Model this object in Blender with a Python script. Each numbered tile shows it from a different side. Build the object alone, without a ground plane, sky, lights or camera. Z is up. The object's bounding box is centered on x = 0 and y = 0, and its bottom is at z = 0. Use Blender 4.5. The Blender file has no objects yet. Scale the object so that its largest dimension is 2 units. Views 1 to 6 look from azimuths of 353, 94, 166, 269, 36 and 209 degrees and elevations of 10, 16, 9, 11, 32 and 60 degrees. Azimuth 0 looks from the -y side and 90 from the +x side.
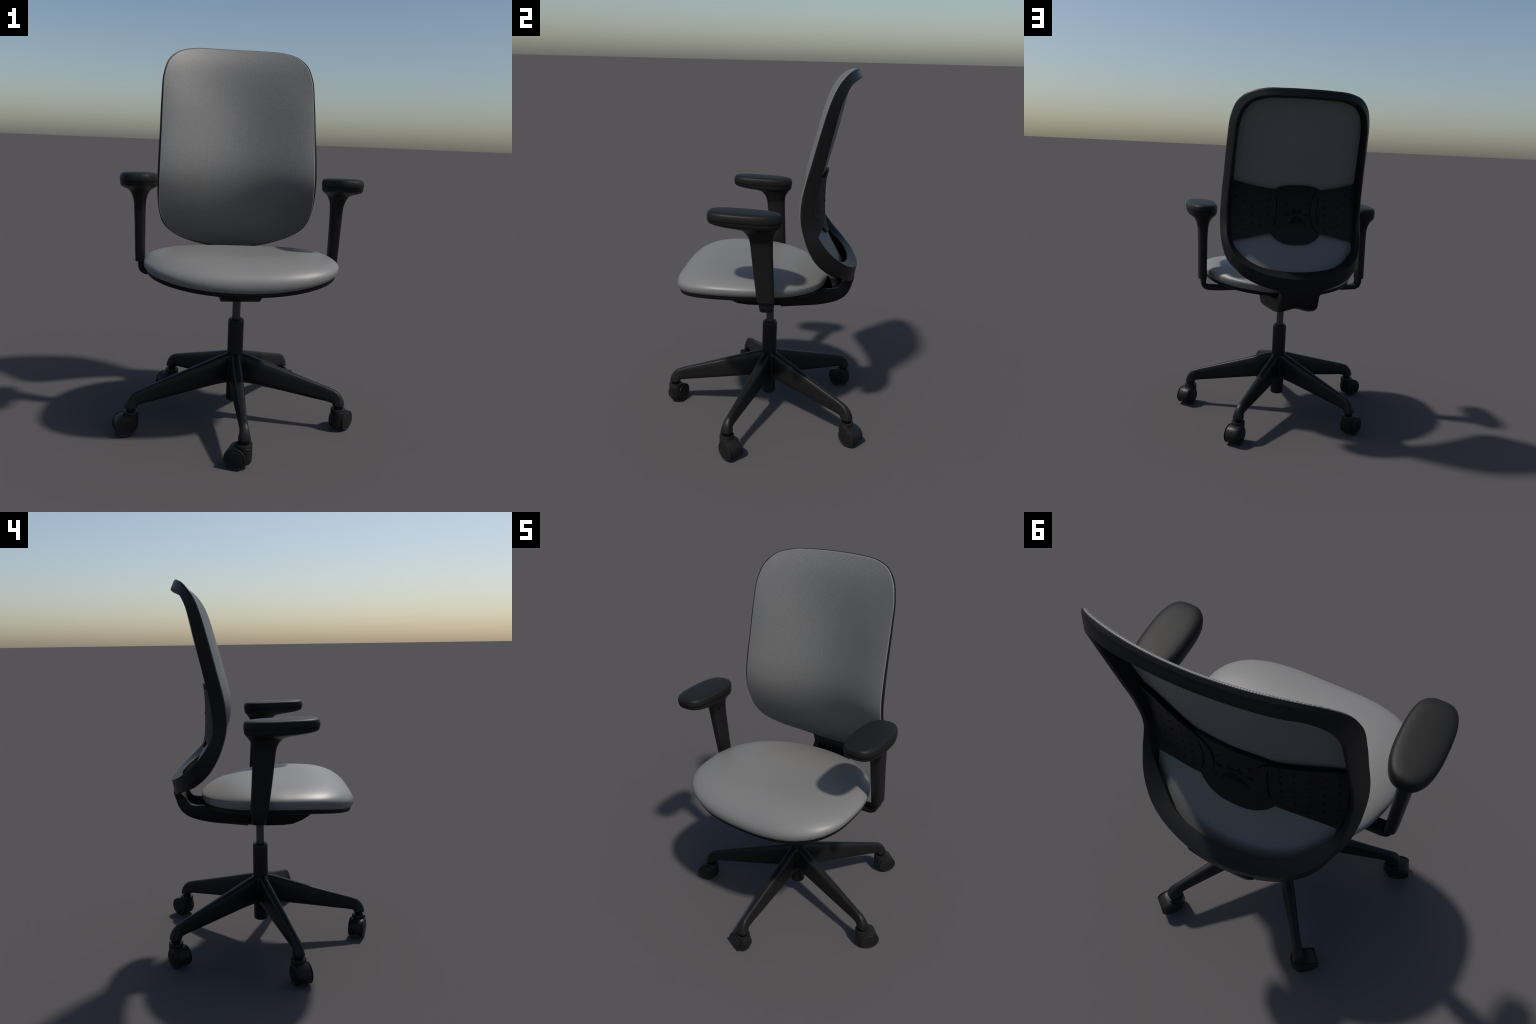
import bpy, bmesh, math
import numpy as np
from mathutils import Vector, Matrix

# ------------------------------------------------------------------ helpers
def smooth_table(xs, ys, lo, hi, sigma):
    """dense smoothed version of a table, returned as a callable"""
    g = np.linspace(lo - 0.2, hi + 0.2, 1200)
    xs, ys = np.array(xs), np.array(ys)
    s0 = (ys[1] - ys[0]) / (xs[1] - xs[0])
    s1 = (ys[-1] - ys[-2]) / (xs[-1] - xs[-2])
    v = np.interp(g, xs, ys)
    v = np.where(g < xs[0], ys[0] + s0 * (g - xs[0]), v)
    v = np.where(g > xs[-1], ys[-1] + s1 * (g - xs[-1]), v)
    d = g[1] - g[0]
    n = int(4 * sigma / d)
    k = np.exp(-0.5 * (np.arange(-n, n + 1) * d / sigma) ** 2)
    k /= k.sum()
    w = np.convolve(np.pad(v, n, mode="edge"), k, mode="valid")
    return lambda z: np.interp(z, g, w)


def catmull(P, per, closed=False):
    """centripetal-ish Catmull-Rom through rows of P"""
    P = np.array(P, float)
    n = len(P)
    out = []
    segs = n if closed else n - 1
    for i in range(segs):
        if closed:
            p0, p1, p2, p3 = P[(i - 1) % n], P[i], P[(i + 1) % n], P[(i + 2) % n]
        else:
            p1, p2 = P[i], P[i + 1]
            p0 = P[i - 1] if i > 0 else 2 * p1 - p2
            p3 = P[i + 2] if i + 2 < n else 2 * p2 - p1
        d1 = max(np.linalg.norm(p2 - p1), 1e-9)
        d0 = max(np.linalg.norm(p1 - p0), 1e-9)
        d2 = max(np.linalg.norm(p3 - p2), 1e-9)
        m1 = ((p1 - p0) / d0 * d1 + (p2 - p1) * d0 / d1 * d1 / d0 * 1.0) * 0.5 if False else d1 * ((p1 - p0) / d0 * d1 + (p2 - p1) / d1 * d0) / (d0 + d1)
        m2 = d1 * ((p2 - p1) / d1 * d2 + (p3 - p2) / d2 * d1) / (d1 + d2)
        for j in range(per):
            t = j / per
            out.append((2 * t**3 - 3 * t**2 + 1) * p1 + (t**3 - 2 * t**2 + t) * m1
                       + (-2 * t**3 + 3 * t**2) * p2 + (t**3 - t**2) * m2)
    if not closed:
        out.append(P[-1])
    return np.array(out)


def by_height(P, n):
    """rows resampled over their first column with a monotone cubic"""
    P = np.array(P, float)
    z = P[:, 0]
    h = np.diff(z)
    dl = np.diff(P, axis=0) / h[:, None]
    m = np.zeros_like(P)
    m[0], m[-1] = dl[0], dl[-1]
    for i in range(1, len(P) - 1):
        a, b = dl[i - 1], dl[i]
        w1, w2 = 2 * h[i] + h[i - 1], h[i] + 2 * h[i - 1]
        ok = a * b > 0
        m[i][ok] = (w1 + w2) / (w1 / a[ok] + w2 / b[ok])
    out = []
    for i in range(len(P) - 1):
        for t in np.arange(n) / n:
            out.append((2 * t**3 - 3 * t**2 + 1) * P[i] + (t**3 - 2 * t**2 + t) * h[i] * m[i]
                       + (3 * t**2 - 2 * t**3) * P[i + 1] + (t**3 - t**2) * h[i] * m[i + 1])
    out.append(P[-1])
    return np.array(out)


def new_obj(name, verts, faces, mat, parent=None, smooth=40):
    me = bpy.data.meshes.new(name)
    me.from_pydata([tuple(map(float, v)) for v in verts], [], faces)
    bm = bmesh.new()
    bm.from_mesh(me)
    bmesh.ops.recalc_face_normals(bm, faces=bm.faces)
    bm.to_mesh(me)
    bm.free()
    if smooth:
        me.shade_smooth()
        if smooth < 180:
            me.set_sharp_from_angle(angle=math.radians(smooth))
    me.materials.append(mat)
    ob = bpy.data.objects.new(name, me)
    bpy.context.scene.collection.objects.link(ob)
    ob.parent = parent
    return ob


def loft(rings, closed_rings=True, loop=False, cap=True):
    """faces between equal-length rings; returns verts, faces"""
    verts, faces = [], []
    n = len(rings[0])
    for r in rings:
        verts += [tuple(p) for p in r]
    m = len(rings)
    for i in range(m if loop else m - 1):
        a, b = i * n, ((i + 1) % m) * n
        for j in range(n if closed_rings else n - 1):
            k = (j + 1) % n
            faces.append((a + j, a + k, b + k, b + j))
    if cap and not loop:
        faces.append(tuple(range(n)))
        faces.append(tuple(range((m - 1) * n, m * n)))
    return verts, faces


def join(parts):
    V, F = [], []
    for v, f in parts:
        o = len(V)
        V += list(v)
        F += [tuple(i + o for i in q) for q in f]
    return V, F


def lathe(profile, seg=48, axis="z", center=(0, 0, 0)):
    """profile of (radius, height); ends with radius 0 are closed by a point"""
    V, F = [], []
    rows = []
    for r, h in profile:
        if r < 1e-7:
            rows.append([len(V)])
            V.append((0, 0, h))
        else:
            rows.append(list(range(len(V), len(V) + seg)))
            for j in range(seg):
                a = 2 * math.pi * j / seg
                V.append((r * math.cos(a), r * math.sin(a), h))
    for A, B in zip(rows, rows[1:]):
        for j in range(seg):
            k = (j + 1) % seg
            if len(A) == 1 and len(B) == 1:
                continue
            if len(A) == 1:
                F.append((A[0], B[j], B[k]))
            elif len(B) == 1:
                F.append((A[j], A[k], B[0]))
            else:
                F.append((A[j], A[k], B[k], B[j]))
    if axis == "x":
        V = [(z, x, y) for x, y, z in V]
    cx, cy, cz = center
    return [(x + cx, y + cy, z + cz) for x, y, z in V], F


def round_poly(P, radii, n=4):
    """fillet each corner of a planar or spatial polygon"""
    P = np.array(P, float)
    out = []
    m = len(P)
    for i in range(m):
        p, a, b = P[i], P[i - 1], P[(i + 1) % m]
        la, lb = np.linalg.norm(a - p), np.linalg.norm(b - p)
        r = min(radii[i], 0.45 * la, 0.45 * lb)
        q0 = p + (a - p) / max(la, 1e-9) * r
        q1 = p + (b - p) / max(lb, 1e-9) * r
        for j in range(n + 1):
            t = j / n
            out.append((1 - t) ** 2 * q0 + 2 * t * (1 - t) * p + t * t * q1)
    return np.array(out)


def sgnpow(c, e):
    return np.sign(c) * np.abs(c) ** e


# ---------------------------------------------------------------- materials
def base_mat(name):
    m = bpy.data.materials.new(name)
    m.use_nodes = True
    nt = m.node_tree
    return m, nt, nt.nodes["Principled BSDF"]


def plastic(name, col, rough, spec=0.5, grain=0.08, bump=0.04):
    m, nt, b = base_mat(name)
    tc = nt.nodes.new("ShaderNodeTexCoord")
    n = nt.nodes.new("ShaderNodeTexNoise")
    n.inputs["Scale"].default_value = 900
    n.inputs["Detail"].default_value = 2
    n2 = nt.nodes.new("ShaderNodeTexNoise")
    n2.inputs["Scale"].default_value = 9
    n2.inputs["Detail"].default_value = 3
    nt.links.new(tc.outputs["Object"], n.inputs["Vector"])
    nt.links.new(tc.outputs["Object"], n2.inputs["Vector"])
    rp = nt.nodes.new("ShaderNodeValToRGB")
    rp.color_ramp.elements[0].color = (*[c * (1 - grain) for c in col], 1)
    rp.color_ramp.elements[1].color = (*[c * (1 + grain) for c in col], 1)
    nt.links.new(n2.outputs["Fac"], rp.inputs["Fac"])
    nt.links.new(rp.outputs["Color"], b.inputs["Base Color"])
    bp = nt.nodes.new("ShaderNodeBump")
    bp.inputs["Strength"].default_value = bump
    bp.inputs["Distance"].default_value = 0.001
    nt.links.new(n.outputs["Fac"], bp.inputs["Height"])
    nt.links.new(bp.outputs["Normal"], b.inputs["Normal"])
    b.inputs["Roughness"].default_value = rough
    b.inputs["Specular IOR Level"].default_value = spec
    return m


def fabric(name, col, dark, pitch_u, pitch_v, vec, rough=0.55, bump=0.5, blend=1.0):
    """knitted cloth: offset rows of small bright stitches"""
    m, nt, b = base_mat(name)
    N, L = nt.nodes, nt.links
    tc = N.new("ShaderNodeTexCoord")
    sx = N.new("ShaderNodeSeparateXYZ")
    L.new(tc.outputs["Object"], sx.inputs[0])

    def math_node(op, a, c=None):
        q = N.new("ShaderNodeMath")
        q.operation = op
        for i, v in enumerate((a, c)):
            if v is None:
                continue
            if isinstance(v, (int, float)):
                q.inputs[i].default_value = v
            else:
                L.new(v, q.inputs[i])
        return q.outputs[0]

    X, Y, Z = sx.outputs
    U = math_node("MULTIPLY", X, math.pi / pitch_u)
    if vec == "back":
        W = math_node("MULTIPLY", Z, math.pi / pitch_v)
    else:
        W = math_node("MULTIPLY", math_node("ADD", Y, math_node("MULTIPLY", Z, 0.35)), math.pi / pitch_v)
    # diagonal lattice: bright where the two diagonals cross
    p = math_node("COSINE", math_node("ADD", U, W))
    q = math_node("COSINE", math_node("SUBTRACT", U, W))
    h = math_node("MULTIPLY", math_node("ADD", math_node("MULTIPLY", math_node("ADD", p, 1), math_node("ADD", q, 1)), 0), 0.25)
    nz = N.new("ShaderNodeTexNoise")
    nz.inputs["Scale"].default_value = 260
    nz.inputs["Detail"].default_value = 2
    L.new(tc.outputs["Object"], nz.inputs["Vector"])
    hh = math_node("ADD", math_node("MULTIPLY", h, 0.85), math_node("MULTIPLY", nz.outputs["Fac"], 0.3))
    rp = N.new("ShaderNodeValToRGB")
    rp.color_ramp.elements[0].color = (*dark, 1)
    rp.color_ramp.elements[0].position = 0.1
    rp.color_ramp.elements[1].color = (*col, 1)
    rp.color_ramp.elements[1].position = 0.75
    L.new(hh, rp.inputs["Fac"])
    L.new(rp.outputs["Color"], b.inputs["Base Color"])
    bp = N.new("ShaderNodeBump")
    bp.inputs["Strength"].default_value = bump
    bp.inputs["Distance"].default_value = 0.0012
    L.new(hh, bp.inputs["Height"])
    L.new(bp.outputs["Normal"], b.inputs["Normal"])
    b.inputs["Roughness"].default_value = rough
    b.inputs["Specular IOR Level"].default_value = 0.5
    return m


BLACK = plastic("black_nylon", (0.0095, 0.0093, 0.0091), 0.42, 0.22)
PAD = plastic("soft_black_rubber", (0.0100, 0.0098, 0.0096), 0.50, 0.17)
SHELL = plastic("matt_black_plastic", (0.006, 0.006, 0.006), 0.5, 0.2)
LUMBAR = plastic("dark_lumbar_plastic", (0.008, 0.008, 0.0085), 0.5, 0.2)
RECESS = plastic("recess_black", (0.0035, 0.0035, 0.0036), 0.6, spec=0.12, grain=0, bump=0)
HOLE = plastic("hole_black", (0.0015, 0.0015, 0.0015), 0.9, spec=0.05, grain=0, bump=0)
WHEEL = plastic("wheel_plastic", (0.0110, 0.0108, 0.0105), 0.42, 0.22)
STEEL = plastic("satin_grey_steel", (0.060, 0.058, 0.057), 0.5, 0.3)
BACKCLOTH = fabric("grey_mesh_cloth", (0.236, 0.233, 0.226), (0.088, 0.087, 0.084), 0.0037, 0.0050, "back", 0.5, 0.2)
SEATCLOTH = fabric("grey_seat_cloth", (0.215, 0.211, 0.204), (0.15, 0.147, 0.142), 0.0032, 0.0036, "seat", 0.45, 0.16)

# ------------------------------------------------------------------- root
chair = bpy.data.objects.new("office_chair", None)
bpy.context.scene.collection.objects.link(chair)
chair["label"] = "grey mesh-back swivel office chair on black five-star base"
chair["category"] = "office chair"

HX, HY = 0.002, 0.0325           # axis of the gas lift

# --------------------------------------------------------------- backrest
YC = smooth_table(
    [.84, .88, .905, .93, .962, 1.013, 1.065, 1.133, 1.197, 1.25, 1.303, 1.375, 1.456, 1.563, 1.68, 1.793, 1.87, 1.923, 1.955, 1.98, 2.0],
    [.475, .458, .446, .431, .407, .371, .339, .3085, .285, .271, .2645, .271, .2905, .318, .347, .376, .396, .412, .426, .440, .454],
    .84, 2.0, 0.052)
KX = 0.44


def surf(x, z):
    """front face of the back: concave across, easing out again toward both edges"""
    q = np.minimum((np.asarray(x) / 0.42) ** 2, 1.15)
    mid = np.clip((z - 0.93) / 0.40, 0, 1) * np.clip((2.0 - z) / 0.36, 0, 1)
    mid = mid * mid * (3 - 2 * mid)
    depth = KX * 0.42**2 + 0.013 * mid
    return YC(z) + 0.013 * mid - depth * q * (1 + 0.9 * mid * (1 - q))


def surf_normal(x, z):
    """unit normal pointing to the rear"""
    e = 1e-3
    dydx = -2 * KX * x
    dydz = (surf(x, z + e) - surf(x, z - e)) / (2 * e)
    n = np.array([-dydx, 1.0, -dydz])
    return n / np.linalg.norm(n)


def mirror_loop(half):
    """half loop from the top centre to the bottom centre on +x -> closed loop"""
    half = [list(map(float, p)) for p in half]
    other = [[-p[0]] + p[1:] for p in half[1:-1]][::-1]
    return half + other


# cover outline (x, z)
cover_half = [(0, 1.9975), (.13, 1.996), (.25, 1.989), (.33, 1.964), (.378, 1.915), (.401, 1.85), (.411, 1.72),
              (.415, 1.55), (.420, 1.38), (.424, 1.23), (.420, 1.11), (.390, 1.025), (.325, .962), (.216, .920), (.11, .895), (0, .887)]
outline = catmull(mirror_loop(cover_half), 8, closed=True)
cen = np.array([0.0, 1.45])
T = 0.008
rings = []
for r in list(np.linspace(0.03, 0.985, 38)) + [0.989, 0.9915, 0.993]:
    p = cen + (outline - cen) * r
    rings.append([(x, surf(x, z), z) for x, z in p])
for a in np.linspace(0, math.pi, 9):                      # rolled rim
    p = cen + (outline - cen) * (0.993 + 0.007 * math.sin(a))
    rings.append([(x, surf(x, z) + T * 0.5 * (1 - math.cos(a)), z) for x, z in p])
for r in np.linspace(0.97, 0.03, 30):
    p = cen + (outline - cen) * r
    bulge = T + 0.004
    rings.append([(x, surf(x, z) + bulge + 0.007 * (1 - r**4) * np.clip((1.22 - z) / 0.15, 0, 1), z) for x, z in p])
v, f = loft(rings)

# frame: four guide curves around the loop  F front-outer, O outer wall, R rear ridge, I inner lip
st = [  # Fx, Fz,   Rx, Ry, Rz,   Gx, Gy, Gz,   Ix, Iz
    (0.000, 2.000, 0.000, .484, 1.956, 0.000, .479, 1.951, 0.000, 1.948),
    (0.130, 1.999, 0.128, .477, 1.955, 0.127, .472, 1.950, 0.122, 1.946),
    (0.252, 1.992, 0.240, .459, 1.950, 0.236, .454, 1.944, 0.230, 1.939),
    (0.333, 1.967, 0.312, .426, 1.928, 0.305, .421, 1.921, 0.298, 1.915),
    (0.384, 1.918, 0.356, .398, 1.884, 0.347, .393, 1.877, 0.336, 1.868),
    (0.408, 1.850, 0.377, .376, 1.828, 0.366, .371, 1.823, 0.353, 1.815),
    (0.419, 1.720, 0.388, .346, 1.702, 0.377, .341, 1.701, 0.361, 1.705),
    (0.424, 1.550, 0.396, .308, 1.532, 0.385, .303, 1.532, 0.365, 1.550),
    (0.430, 1.380, 0.403, .274, 1.372, 0.391, .269, 1.373, 0.367, 1.380),
    (0.432, 1.230, 0.404, .269, 1.240, 0.391, .262, 1.243, 0.367, 1.240),
    (0.425, 1.120, 0.400, .313, 1.152, 0.382, .288, 1.158, 0.361, 1.140),
    (0.396, 1.025, 0.378, .366, 1.085, 0.350, .318, 1.098, 0.352, 1.050),
    (0.330, 0.963, 0.316, .432, 1.023, 0.296, .362, 1.044, 0.295, 0.987),
    (0.220, 0.920, 0.226, .480, 0.983, 0.224, .418, 1.009, 0.203, 0.945),
    (0.120, 0.892, 0.110, .508, 0.959, 0.110, .449, 0.989, 0.104, 0.918),
    (0.000, 0.880, 0.000, .516, 0.953, 0.000, .457, 0.984, 0.000, 0.908)]
skirt = {12: (.336, .402, .962), 13: (.252, .456, .915), 14: (.150, .487, .885), 15: (0, .500, .860)}
half = []
for i, (fx, fz, rx, ry, rz, gx, gy, gz, ix, iz) in enumerate(st):
    Fq = np.array([fx, float(surf(fx, fz)) + 0.007, fz])
    Rq = np.array([rx, ry, rz])
    Oq = np.array(skirt[i]) if i in skirt else (Fq + Rq) / 2 + np.array([0.0015, 0, 0.001 if fz > 1.9 else 0])
    out = np.array([fx, 0, fz - 1.45])
    out /= np.linalg.norm(out)
    Cq = Fq + (Oq - Fq) / np.linalg.norm(Oq - Fq) * (0.011 + 0.005 * np.clip((fz - 1.9) / 0.07, 0, 1)) + out * (0.0018 + 0.002 * np.clip((fz - 1.9) / 0.07, 0, 1))     # narrow chamfer beside the seam
    half.append(np.concatenate([Fq, Cq, Oq, Rq, (gx, gy, gz), (ix, 0, iz)]))
other = [np.where(np.arange(18) % 3 == 0, -h, h) for h in half[1:-1]][::-1]
# interpolate every guide curve with the same parameter
ringpts = np.array(half + other)
dense = np.concatenate([catmull(ringpts[:, k:k + 3], 8, closed=True) for k in range(0, 18, 3)], axis=1)
rings = []
for row in dense:
    Fp, Cp, Op, Rp, Gp, Ip = (row[k:k + 3] for k in range(0, 18, 3))
    Fp = np.array([Fp[0], float(surf(Fp[0], Fp[2])) + 0.007, Fp[2]])
    Ip = np.array([Ip[0], float(surf(Ip[0], Ip[2])) + 0.014, Ip[2]])
    Jp = Ip + np.array([0, -0.008, 0])
    rings.append(round_poly([Fp, Cp, Op, Rp, Gp, Ip, Jp], [.0015, .002, .003, .003, .003, .002, .002], 3))
fv, ff = loft(rings, loop=True, cap=False)
BX = 0.003
backrest = new_obj("backrest_frame", fv, ff, BLACK, chair, 30)
backrest.location.x = BX
cover = new_obj("back_upholstery", v, f, BACKCLOTH, backrest, 180)


# lumbar support ----------------------------------------------------------
def lum(x, z):
    a = 0.313 + 0.28 * (z - 1.36) ** 2 - 0.6 * x * x
    b = float(surf(x, z)) + 0.024
    return 0.5 * (a + b + math.sqrt((a - b) ** 2 + 0.008 ** 2))


def plate(rows, off, thick, name, mat, parent, edge=0.003):
    """grid of (x,z) rows -> curved plate facing the rear with a rounded edge"""
    G = np.array(rows)
    nr, nc = G.shape[:2]
    V, F = [], []
    for back in (0, 1):
        for i in range(nr):
            for j in range(nc):
                x, z = G[i, j]
                V.append((x, float(lum(x, z)) + off - (thick if back else 0), z))
    idx = lambda b, i, j: b * nr * nc + i * nc + j
    for i in range(nr - 1):
        for j in range(nc - 1):
            F.append((idx(0, i, j), idx(0, i, j + 1), idx(0, i + 1, j + 1), idx(0, i + 1, j)))
            F.append((idx(1, i, j), idx(1, i + 1, j), idx(1, i + 1, j + 1), idx(1, i, j + 1)))
    rim = [(0, j) for j in range(nc)] + [(i, nc - 1) for i in range(1, nr)] + [(nr - 1, j) for j in range(nc - 2, -1, -1)] + [(i, 0) for i in range(nr - 2, 0, -1)]
    for k in range(len(rim)):
        a, b = rim[k], rim[(k + 1) % len(rim)]
        F.append((idx(0, *a), idx(1, *a), idx(1, *b), idx(0, *b)))
    ob = new_obj(name, V, F, mat, parent, 40)
    return ob


top = catmull([(-.150, 1.425), (-.131, 1.443), (-.108, 1.456), (-.07, 1.4655), (0, 1.469), (.07, 1.4655), (.108, 1.456), (.131, 1.443), (.150, 1.425)], 5)
bot = catmull([(-.160, 1.205), (-.150, 1.188), (-.129, 1.160), (-.084, 1.134), (0, 1.124), (.084, 1.134), (.129, 1.160), (.150, 1.188), (.160, 1.205)], 5)
disc = plate([(1 - t) * bot + t * top for t in np.linspace(0, 1, 22)], 0.003, 0.014, "lumbar_pad", LUMBAR, backrest)


def wing(sign):
    inner = catmull([(.151, 1.189), (.126, 1.202), (.104, 1.226), (.088, 1.262), (.080, 1.312), (.083, 1.360), (.096, 1.402), (.112, 1.425), (.134, 1.442)], 4)
    n = len(inner)
    rows = []
    for i, (x, z) in enumerate(inner):
        s = (z - 1.189) / (1.442 - 1.189)
        out = np.array([0.378, 1.133 + s * (1.487 - 1.133)])
        row = []
        for t in np.linspace(0, 1, 26):
            p = (1 - t) * np.array([x, z]) + t * out
            p[1] += (0.006 * (2 * s - 1)) * math.sin(math.pi * t) * -1 * (0 if s < .5 else 1)
            row.append((sign * p[0], p[1]))
        rows.append(row)
    return plate(rows, 0.009, 0.010, "lumbar_wing", LUMBAR, backrest)


wing(1)
wing(-1)

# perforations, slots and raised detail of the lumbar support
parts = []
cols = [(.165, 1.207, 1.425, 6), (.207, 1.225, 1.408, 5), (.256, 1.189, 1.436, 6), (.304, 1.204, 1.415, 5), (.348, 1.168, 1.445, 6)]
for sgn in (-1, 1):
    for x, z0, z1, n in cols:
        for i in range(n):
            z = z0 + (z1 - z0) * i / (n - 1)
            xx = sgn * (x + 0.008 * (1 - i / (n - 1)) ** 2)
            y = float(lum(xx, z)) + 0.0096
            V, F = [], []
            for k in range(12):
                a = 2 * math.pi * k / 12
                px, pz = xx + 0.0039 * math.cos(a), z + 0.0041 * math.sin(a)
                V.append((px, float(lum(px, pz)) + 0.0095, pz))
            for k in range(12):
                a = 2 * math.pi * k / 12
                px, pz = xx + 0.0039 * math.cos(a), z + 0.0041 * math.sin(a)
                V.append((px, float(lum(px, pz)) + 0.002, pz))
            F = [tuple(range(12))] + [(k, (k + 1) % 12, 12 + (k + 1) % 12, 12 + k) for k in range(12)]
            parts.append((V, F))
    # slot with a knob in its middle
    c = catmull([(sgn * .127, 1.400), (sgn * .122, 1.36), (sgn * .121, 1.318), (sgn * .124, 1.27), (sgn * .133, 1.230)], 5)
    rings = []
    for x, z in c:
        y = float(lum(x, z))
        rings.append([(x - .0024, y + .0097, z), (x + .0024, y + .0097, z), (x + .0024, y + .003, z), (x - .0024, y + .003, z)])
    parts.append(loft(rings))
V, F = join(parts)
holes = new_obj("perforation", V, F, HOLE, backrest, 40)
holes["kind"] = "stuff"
for sgn in (-1, 1):
    x, z = sgn * .121, 1.318
    y = float(lum(x, z)) + .008
    V, F = lathe([(0, -.004), (.0055, -.004), (.0055, .004), (.004, .0062), (0, .0068)], 20)
    V = [(x + a, y + c, z + b) for a, b, c in V]
    new_obj("lumbar_knob", V, F, LUMBAR, backrest, 40)


def patch(points, rise=0.0036):
    """thin curved inlay on the lumbar pad, outline in (x, z)"""
    n = len(points)
    V = [(x, float(lum(x, z)) + rise, z) for x, z in points] + [(x, float(lum(x, z)) - .002, z) for x, z in points]
    return V, [tuple(range(n))] + [(k, (k + 1) % n, n + (k + 1) % n, n + k) for k in range(n)]


def oval(cx, cz, a, b, ang, n=16):
    return [(cx + a * math.cos(t) * math.cos(ang) - b * math.sin(t) * math.sin(ang), cz + a * math.cos(t) * math.sin(ang) + b * math.sin(t) * math.cos(ang)) for t in np.linspace(0, 2 * math.pi, n, endpoint=False)]


parts = []
for s in (-1, 1):
    parts.append(patch(oval(s * .058, 1.361, .011, .004, s * -.6)))
    parts.append(patch(oval(s * .057, 1.298, .016, .009, s * -.35)))
    parts.append(patch(oval(s * .078, 1.231, .004, .004, 0)))
    parts.append(patch([(s * .0, 1.292), (s * .012, 1.288), (s * .028, 1.277), (s * .040, 1.262), (s * .047, 1.250), (s * .056, 1.228), (s * .051, 1.226), (s * .042, 1.247), (0, 1.247)]))
    parts.append(patch([(0, 1.316), (s * .012, 1.322), (s * .017, 1.337), (s * .024, 1.337), (s * .026, 1.322), (s * .034, 1.306), (s * .022, 1.300), (s * .012, 1.307), (0, 1.306)]))
V, F = join(parts)
emb = new_obj("lumbar_recess", V, F, RECESS, backrest, 40)
emb["kind"] = "stuff"

# -------------------------------------------------------------------- seat
NT = 192
th = np.linspace(0, 2 * math.pi, NT, endpoint=False)
SY0 = -0.115


def seat_outline(scale=1.0, inset=0.0):
    c, s = np.cos(th), np.sin(th)
    ef = np.where(s < 0, 2 / 2.95, 2 / 2.06)
    hy = np.where(s < 0, 0.361, 0.470) - inset
    hw = 0.480 - inset
    x = 0.003 + hw * sgnpow(c, ef)
    y = SY0 + hy * sgnpow(s, ef)
    return x, y


def z_base(x, y):
    t = np.clip(y / 0.36, 0, 1)
    t = 3 * t * t - 2 * t**3
    return 0.807 + 0.28 * x * x * (1 - 0.3 * t) + 0.022 * t


HT = smooth_table([-.5, -.4, -.3, -.15, 0, .1, .2, .3, .36], [.942, .957, .962, .960, .956, .949, .935, .911, .893], -.5, .36, .03)
ox, oy = seat_outline()
zeq = z_base(ox, oy) + 0.031 + 0.006 * np.clip(oy / 0.36, 0, 1)
rings = []
for r in list(np.linspace(0.02, 0.86, 26)) + list(1 - 0.14 * (1 - np.linspace(0.08, 1, 14)) ** 1.6):
    x, y = ox * r, SY0 + (oy - SY0) * r
    rear = np.clip(np.sin(th), 0, 1)
    g = np.maximum(0, 1 - r ** (3.2 + 0.9 * rear)) ** (0.46 - 0.03 * rear + 0.08 * np.cos(th) ** 2)
    H = HT(y) + 0.04 * x * x - 0.006 * np.exp(-((x / .22) ** 2 + ((y + .1) / .2) ** 2))
    rings.append(list(zip(x, y, zeq + (H - zeq) * g)))
ix, iy = seat_outline(inset=0.022)
for a in np.linspace(0.25, 1, 5) * math.pi / 2:
    t = 1 - math.cos(a)
    x, y = ox + (ix - ox) * t, oy + (iy - oy) * t
    rings.append(list(zip(x, y, zeq + (z_base(ix, iy) - zeq) * math.sin(a))))
jx, jy = seat_outline(inset=0.06)
rings.append(list(zip(jx, jy, z_base(jx, jy) - .002)))
v, f = loft(rings)
seat = new_obj("seat_cushion", v, f, SEATCLOTH, chair, 180)
seat.rotation_euler.z = math.radians(-0.9)

rings = []
for inset, dz in ((.06, .001), (.018, .001), (.0145, -.002), (.0145, -.012), (.018, -.0175), (.030, -.0205), (.10, -.023), (.25, -.020), (.33, -.018)):
    x, y = seat_outline(inset=inset)
    rings.append(list(zip(x, y, z_base(x, y) + dz)))
v, f = loft(rings)
new_obj("seat_shell", v, f, SHELL, seat, 50)

# --------------------------------------------------------------- mechanism
rings = []
for y, zt, zb, ht, hb in ((-.300, .800, .790, .110, .104), (-.270, .806, .765, .114, .103), (-.200, .808, .718, .118, .101), (-.150, .808, .697, .122, .100),
                          (-.095, .808, .688, .130, .098), (0, .808, .685, .148, .095), (.06, .808, .687, .160, .093), (.115, .808, .692, .166, .092), (.165, .815, .698, .162, .092), (.230, .826, .714, .148, .088), (.300, .832, .738, .134, .080)):
    soft = np.interp(y, (-.15, .06), (0.008, 0.05))
    sec = round_poly([(-ht, y, zt), (-(ht * .35 + hb * .65) - .016 * (y > -.05), y, zb + (zt - zb) * .34), (-hb, y, zb), (hb, y, zb), ((ht * .35 + hb * .65) + .016 * (y > -.05), y, zb + (zt - zb) * .34), (ht, y, zt)],
                     [.004, soft, soft * .6, soft * .6, soft, .004], 4)
    rings.append(sec)
v, f = loft(rings)
mech = new_obj("tilt_mechanism", v, f, SHELL, chair, 35)

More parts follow.
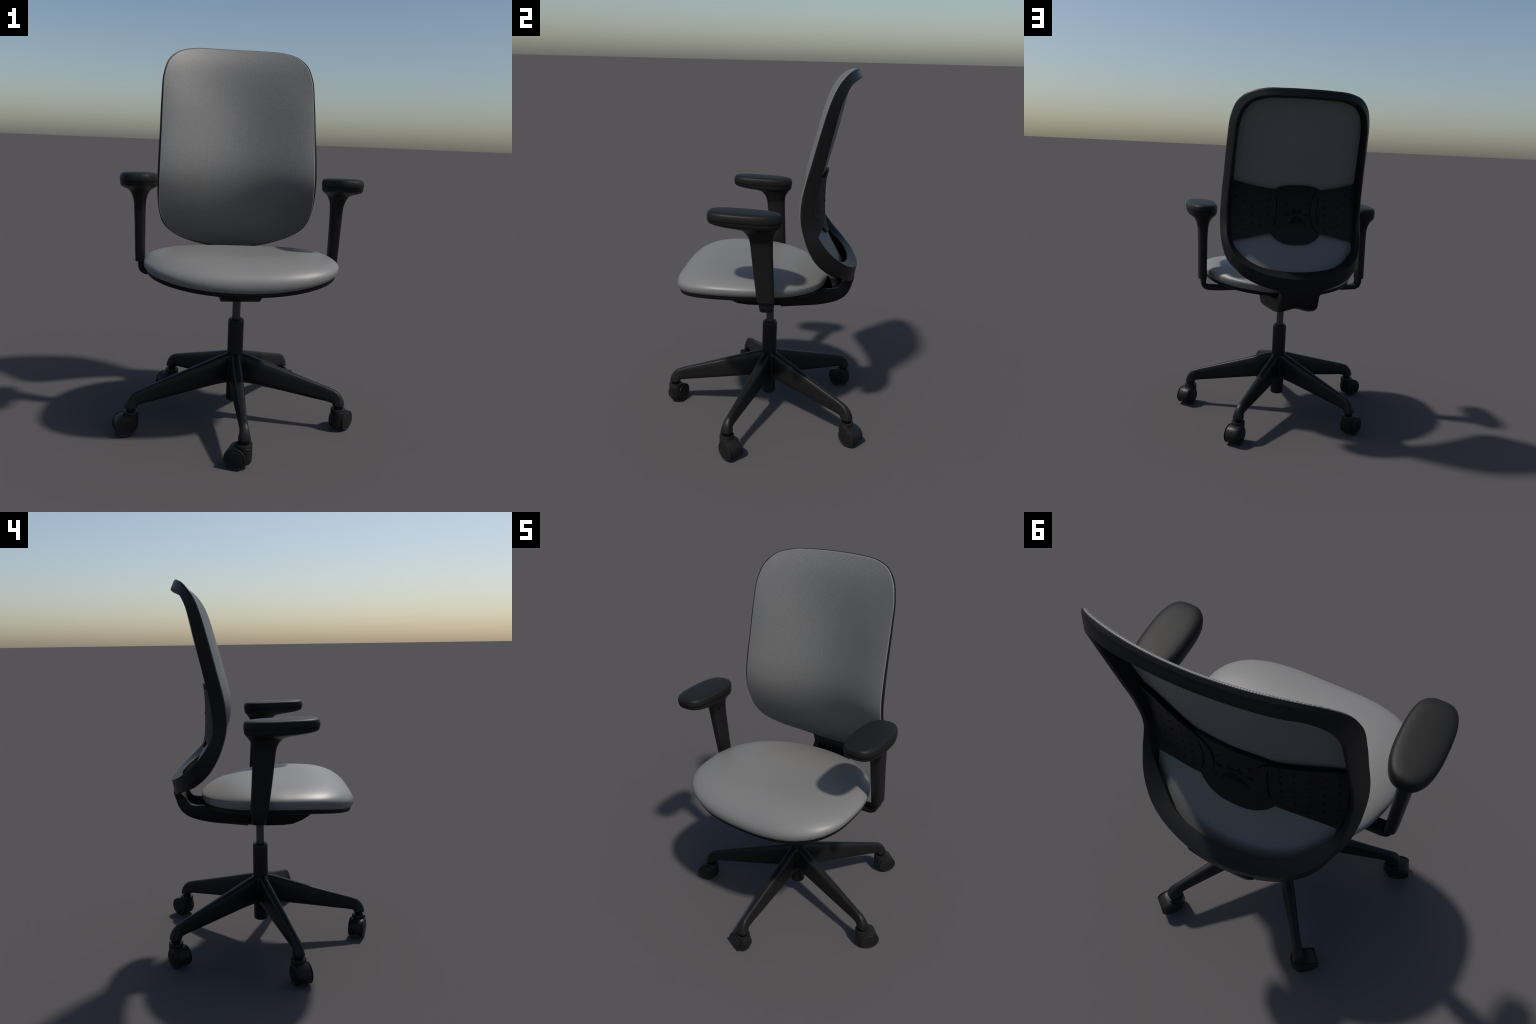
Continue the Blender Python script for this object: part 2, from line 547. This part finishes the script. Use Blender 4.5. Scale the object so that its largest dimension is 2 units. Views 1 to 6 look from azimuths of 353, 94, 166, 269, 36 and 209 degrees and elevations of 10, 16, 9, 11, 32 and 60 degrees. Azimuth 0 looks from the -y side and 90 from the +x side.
# spine bracket: J-shaped U-channel from under the seat up to the back frame
path = [  # y, z (outer/bottom line), half width, cheek height, floor height, lobe depth
    (.100, .692, .162, .112, .030, .012), (.200, .702, .154, .112, .030, .013), (.300, .713, .142, .106, .028, .014), (.370, .728, .134, .090, .030, .014),
    (.425, .749, .128, .078, .034, .011), (.461, .777, .123, .070, .036, .006), (.4835, .813, .120, .064, .044, .002), (.4935, .846, .121, .058, .044, 0),
    (.4990, .872, .136, .048, .038, 0), (.502, .895, .150, .040, .030, 0)]
D = catmull(path, 6)
rings = []
for i, (y, z, hw, ch, fl, lob) in enumerate(D):
    a, b = D[max(i - 1, 0)], D[min(i + 1, len(D) - 1)]
    t = np.array([b[0] - a[0], b[1] - a[1]])
    t /= np.linalg.norm(t)
    n = np.array([-t[1], t[0]])
    w = 0.030 + max(0, hw - 0.125) * 0.6
    flr = 0.010 + max(0, hw - 0.125) * 1.0 * (z < .85)
    prof = round_poly([(-hw, ch), (-hw + flr * .3, .030), (-hw + flr, .004), (-hw * .62, 0), (-hw * .25, lob), (0, lob * 1.5), (hw * .25, lob), (hw * .62, 0), (hw - flr, .004), (hw - flr * .3, .030), (hw, ch), (hw - w, ch), (hw - w - .004, fl), (-hw + w + .004, fl), (-hw + w, ch)],
                      [.006, .012, .010, .02, .02, .02, .02, .02, .010, .012, .006, .006, .008, .008, .006], 3)
    rings.append([(p[0], y + n[0] * p[1], z + n[1] * p[1]) for p in prof])
v, f = loft(rings)
new_obj("spine_bracket", v, f, BLACK, mech, 40)

# ---------------------------------------------------------------- gas lift
v, f = lathe([(0, .108), (.034, .108), (.0395, .113), (.0405, .120), (.0405, .30), (.0418, .345), (.042, .365), (.042, .548), (.0405, .556), (.036, .5625), (.0245, .5625), (.0235, .556), (0, .556)], 64, center=(HX, HY, 0))
column = new_obj("gas_lift_column", v, f, BLACK, chair, 40)
v, f = lathe([(0, .55), (.0217, .55), (.0217, .70), (0, .70)], 48, center=(HX, HY, 0))
new_obj("gas_lift_piston", v, f, STEEL, column, 40)

# --------------------------------------------------------------- star base
leg_st = [  # r_top, z_top, r_bot, z_bot, half width
    (.000, .380, .000, .212, .036), (.060, .370, .060, .213, .0375), (.130, .349, .128, .2085, .0375), (.200, .327, .200, .199, .0355), (.350, .281, .340, .179, .0292),
    (.460, .247, .440, .164, .0240), (.530, .225, .508, .155, .0222), (.560, .212, .528, .1515, .0232), (.582, .190, .5365, .149, .0255), (.5955, .164, .5378, .1455, .0288), (.6012, .140, .5378, .1375, .0315)]
Lg = catmull(leg_st, 5)
NS = 28
R5 = 0.5685


def leg_rings(ang):
    ca, sa = math.cos(ang), math.sin(ang)
    out = []
    for i, (r1, z1, r0, z0, w) in enumerate(Lg):
        k = i / (len(Lg) - 1)
        ex = 2 / (3.8 - 1.2 * max(0, (k - .75) / .25))
        taper = 0.30 * (1 - max(0, (k - .6) / .4))
        ring = []
        for j in range(NS):
            a = 2 * math.pi * j / NS
            u, vv = sgnpow(math.cos(a), ex), sgnpow(math.sin(a), ex)
            h = (vv + 1) / 2
            r, z = r0 + (r1 - r0) * h, z0 + (z1 - z0) * h
            s = w * u * (1 - taper * h)
            ring.append((HX + ca * r - sa * s, HY + sa * r + ca * s, z))
        out.append(ring)
    return out


angs = [math.radians(-90 + 72 * i) for i in range(5)]
parts = [loft(leg_rings(a)) for a in angs]
parts.append(lathe([(0, .205), (.046, .205), (.050, .212), (.050, .340), (.047, .366), (.042, .372), (0, .372)], 40, center=(HX, HY, 0)))
V, F = join(parts)
tmp = new_obj("tmp_star", V, F, BLACK, None, 180)
rm = tmp.modifiers.new("r", "REMESH")
rm.mode = "VOXEL"
rm.voxel_size = 0.0035
sm = tmp.modifiers.new("s", "SMOOTH")
sm.factor = 0.5
sm.iterations = 3
dg = bpy.context.evaluated_depsgraph_get()
ev = tmp.evaluated_get(dg)
star = bpy.data.meshes.new_from_object(ev)
bpy.data.objects.remove(tmp)
nv = len(star.vertices)
co = np.zeros(nv * 3)
star.vertices.foreach_get("co", co)
co = co.reshape(-1, 3)
star.shade_smooth()
nor = np.array([tuple(n.vector) for n in star.vertex_normals])
region = {k: [] for k in range(6)}
for p in star.polygons:
    c = p.center
    dx, dy = c[0] - HX, c[1] - HY
    if math.hypot(dx, dy) < 0.075:
        k = 5
    else:
        k = int(round((math.degrees(math.atan2(dy, dx)) + 90) / 72)) % 5
    region[k].append(tuple(p.vertices))


def region_obj(k, name, parent):
    faces = region[k]
    used = sorted({i for q in faces for i in q})
    mp = {o: n for n, o in enumerate(used)}
    me = bpy.data.meshes.new(name)
    me.from_pydata([tuple(co[i]) for i in used], [], [tuple(mp[i] for i in q) for q in faces])
    me.shade_smooth()
    me.materials.append(BLACK)
    me.normals_split_custom_set_from_vertices([tuple(nor[i]) for i in used])
    ob = bpy.data.objects.new(name, me)
    bpy.context.scene.collection.objects.link(ob)
    ob.parent = parent
    return ob


hub = region_obj(5, "star_base", chair)
for k in range(5):
    region_obj(k, "base_leg", hub)

# ----------------------------------------------------------------- casters
RW, TR = 0.0535, 0.034
cup = lathe([(0, .020), (.018, .020), (.030, .024), (.0365, .034), (.0385, .048), (.0385, .1060), (.0378, .1068), (.0378, .1082), (.0385, .1090), (.0385, .1200), (.0372, .1222), (.0260, .1225), (.0245, .1180), (0, .1180)], 48)
prof = []
a0 = math.asin((0.025 - RW) / 0.0532)
for a in np.linspace(a0, math.pi - a0, 48):
    prof.append((TR + .0532 * math.cos(a), RW + .0532 * math.sin(a)))
hood_r = []
for x, s in ((-.0338, .955), (-.0332, .985), (-.0312, 1), (.0312, 1), (.0332, .985), (.0338, .955)):
    hood_r.append([(x, TR + (y - TR) * s, RW + (z - RW) * s) for y, z in prof])
hood = loft(hood_r)
HV, HF = join([cup, hood])
WV, WF = lathe([(0, .016), (.047, .016), (.0505, .0190), (.0505, .0325), (.0480, .0335), (.0480, .0365), (.0522, .0372), (.0535, .0392), (.0528, .0412), (.0505, .0427),
                (.0465, .0432), (.0440, .0424), (.0428, .0412), (.0415, .0424), (.0390, .0434), (.0240, .0446), (0, .0450)], 56, axis="x")
SV, SF = lathe([(0, .115), (.0205, .115), (.0205, .146), (0, .146)], 32)
hood_me = wheel_me = stem_me = None
for k, phi in enumerate((158, 46, 50, 219, 200)):
    px, py = HX + R5 * math.cos(angs[k]), HY + R5 * math.sin(angs[k])
    if hood_me is None:
        ob = new_obj("caster", HV, HF, WHEEL, chair, 35)
        hood_me = ob.data
        wob = new_obj("caster_wheel", WV, WF, WHEEL, ob, 35)
        wheel_me = wob.data
        sob = new_obj("caster_stem", SV, SF, SHELL, ob, 35)
        stem_me = sob.data
    else:
        ob = bpy.data.objects.new("caster", hood_me)
        wob = bpy.data.objects.new("caster_wheel", wheel_me)
        sob = bpy.data.objects.new("caster_stem", stem_me)
        for o in (ob, wob, sob):
            bpy.context.scene.collection.objects.link(o)
        ob.parent = chair
        wob.parent = ob
        sob.parent = ob
    ob.location = (px, py, 0)
    ob.rotation_euler = (0, 0, math.radians(phi - 90))
    wob.location = (0, TR, RW)
    w2 = bpy.data.objects.new("caster_wheel", wheel_me)
    bpy.context.scene.collection.objects.link(w2)
    w2.parent = ob
    w2.location = (0, TR, RW)
    w2.rotation_euler = (0, 0, math.pi)

# ---------------------------------------------------------------- armrests
NA = 128
ta = np.linspace(0, 2 * math.pi, NA, endpoint=False)


def arm_ring(z, y0, y1, hw, xc, nf, nb, tilt=0.0):
    c, s = np.cos(ta), np.sin(ta)
    e = np.where(s < 0, 2 / nf, 2 / nb)
    yc, hy = (y0 + y1) / 2, (y1 - y0) / 2
    y = yc + hy * sgnpow(s, e)
    x = xc + hw * sgnpow(c, e)
    return np.stack([x, y, z + tilt * (-(y + .07)) + 0 * x], 1)


post_st = np.array([  # z, y0, y1, hw, xc, nf, nb
    (0.8680, 0.0000, 0.0880, 0.0250, 0.5075, 3.2, 3.2), (0.9500, -0.0120, 0.0830, 0.0258, 0.5085, 3.2, 3.2), (1.0300, -0.0230, 0.0785, 0.0265, 0.5090, 3.2, 3.2), (1.1300, -0.0350, 0.0738, 0.0285, 0.5100, 3.1, 3.1),
    (1.1750, -0.0410, 0.0730, 0.0310, 0.5100, 3.0, 3.0), (1.2000, -0.0495, 0.0750, 0.0360, 0.5110, 3.0, 3.0), (1.2200, -0.0642, 0.0823, 0.0435, 0.5105, 2.9, 2.9), (1.2350, -0.0837, 0.0908, 0.0524, 0.5105, 2.8, 2.7),
    (1.2450, -0.1270, 0.0975, 0.0637, 0.5105, 2.8, 2.6), (1.2520, -0.1850, 0.1035, 0.0753, 0.5105, 2.8, 2.5), (1.2600, -0.2270, 0.1085, 0.0850, 0.5105, 2.9, 2.5), (1.2685, -0.2440, 0.1115, 0.0886, 0.5105, 3.0, 2.5),
    (1.2815, -0.2490, 0.1132, 0.0898, 0.5105, 3.0, 2.5)])
pad_st = np.array([
    (1.2815, -0.2440, 0.1090, 0.0862, 0.5105, 3.0, 2.5), (1.2845, -0.2440, 0.1092, 0.0862, 0.5105, 3.0, 2.5), (1.2855, -0.2492, 0.1137, 0.0904, 0.5105, 3.0, 2.5), (1.2930, -0.2505, 0.1145, 0.0911, 0.5105, 3.0, 2.5), (1.3020, -0.2502, 0.1140, 0.0909, 0.5105, 3.0, 2.5),
    (1.3130, -.2480, .1120, .0890, .5105, 3.0, 2.5), (1.3190, -.2440, .1085, .0855, .5105, 3.0, 2.5), (1.3230, -.2370, .1015, .0795, .5105, 2.9, 2.5), (1.3255, -.2240, .0890, .0685, .5105, 2.8, 2.5),
    (1.3270, -.1950, .0600, .0480, .5105, 2.6, 2.4), (1.3278, -.1200, -.0100, .0180, .5105, 2.4, 2.4)])


def bracket(sign):
    p = [(.140, .810), (.30, .810), (.455, .810), (.478, .8125), (.494, .8215), (.5015, .838), (.5025, .856), (.5025, .885)]
    C = catmull(p, 5)
    rings = []
    for i, (x, z) in enumerate(C):
        a, b = C[max(i - 1, 0)], C[min(i + 1, len(C) - 1)]
        t = np.array([b[0] - a[0], b[1] - a[1]])
        t /= np.linalg.norm(t)
        n = np.array([-t[1], t[0]])
        h = 0.0148
        k = min(1, max(0, (.875 - z) / .055))
        y0, y1 = .005 + .007 * k, .086 - .006 * k
        sec = round_poly([(y0, -h), (y1, -h), (y1, h), (y0, h)], [.0133] * 4, 5)
        rings.append([(sign * (x + n[0] * q[1]), q[0], z + n[1] * q[1]) for q in sec])
    return loft(rings)


for sign in (1, -1):
    D = by_height(post_st, 6)
    rings = [arm_ring(*row, tilt=0.035 * np.clip((row[0] - 1.2) / .06, 0, 1)) for row in D]
    # small step at the sleeve's lower end
    low = arm_ring(.868, .006, .083, .0195, .5075, 3.2, 3.2)
    rings = [low] + rings
    for r in rings:
        r[:, 0] *= sign
    v, f = loft(rings)
    arm = new_obj("armrest", v, f, BLACK, chair, 45)
    rings = [arm_ring(*row, tilt=0.035) for row in pad_st]
    for r in rings:
        r[:, 0] *= sign
    v, f = loft(rings)
    new_obj("armrest_pad", v, f, PAD, arm, 60)
    v, f = bracket(sign)
    new_obj("armrest_bracket", v, f, BLACK, arm, 40)
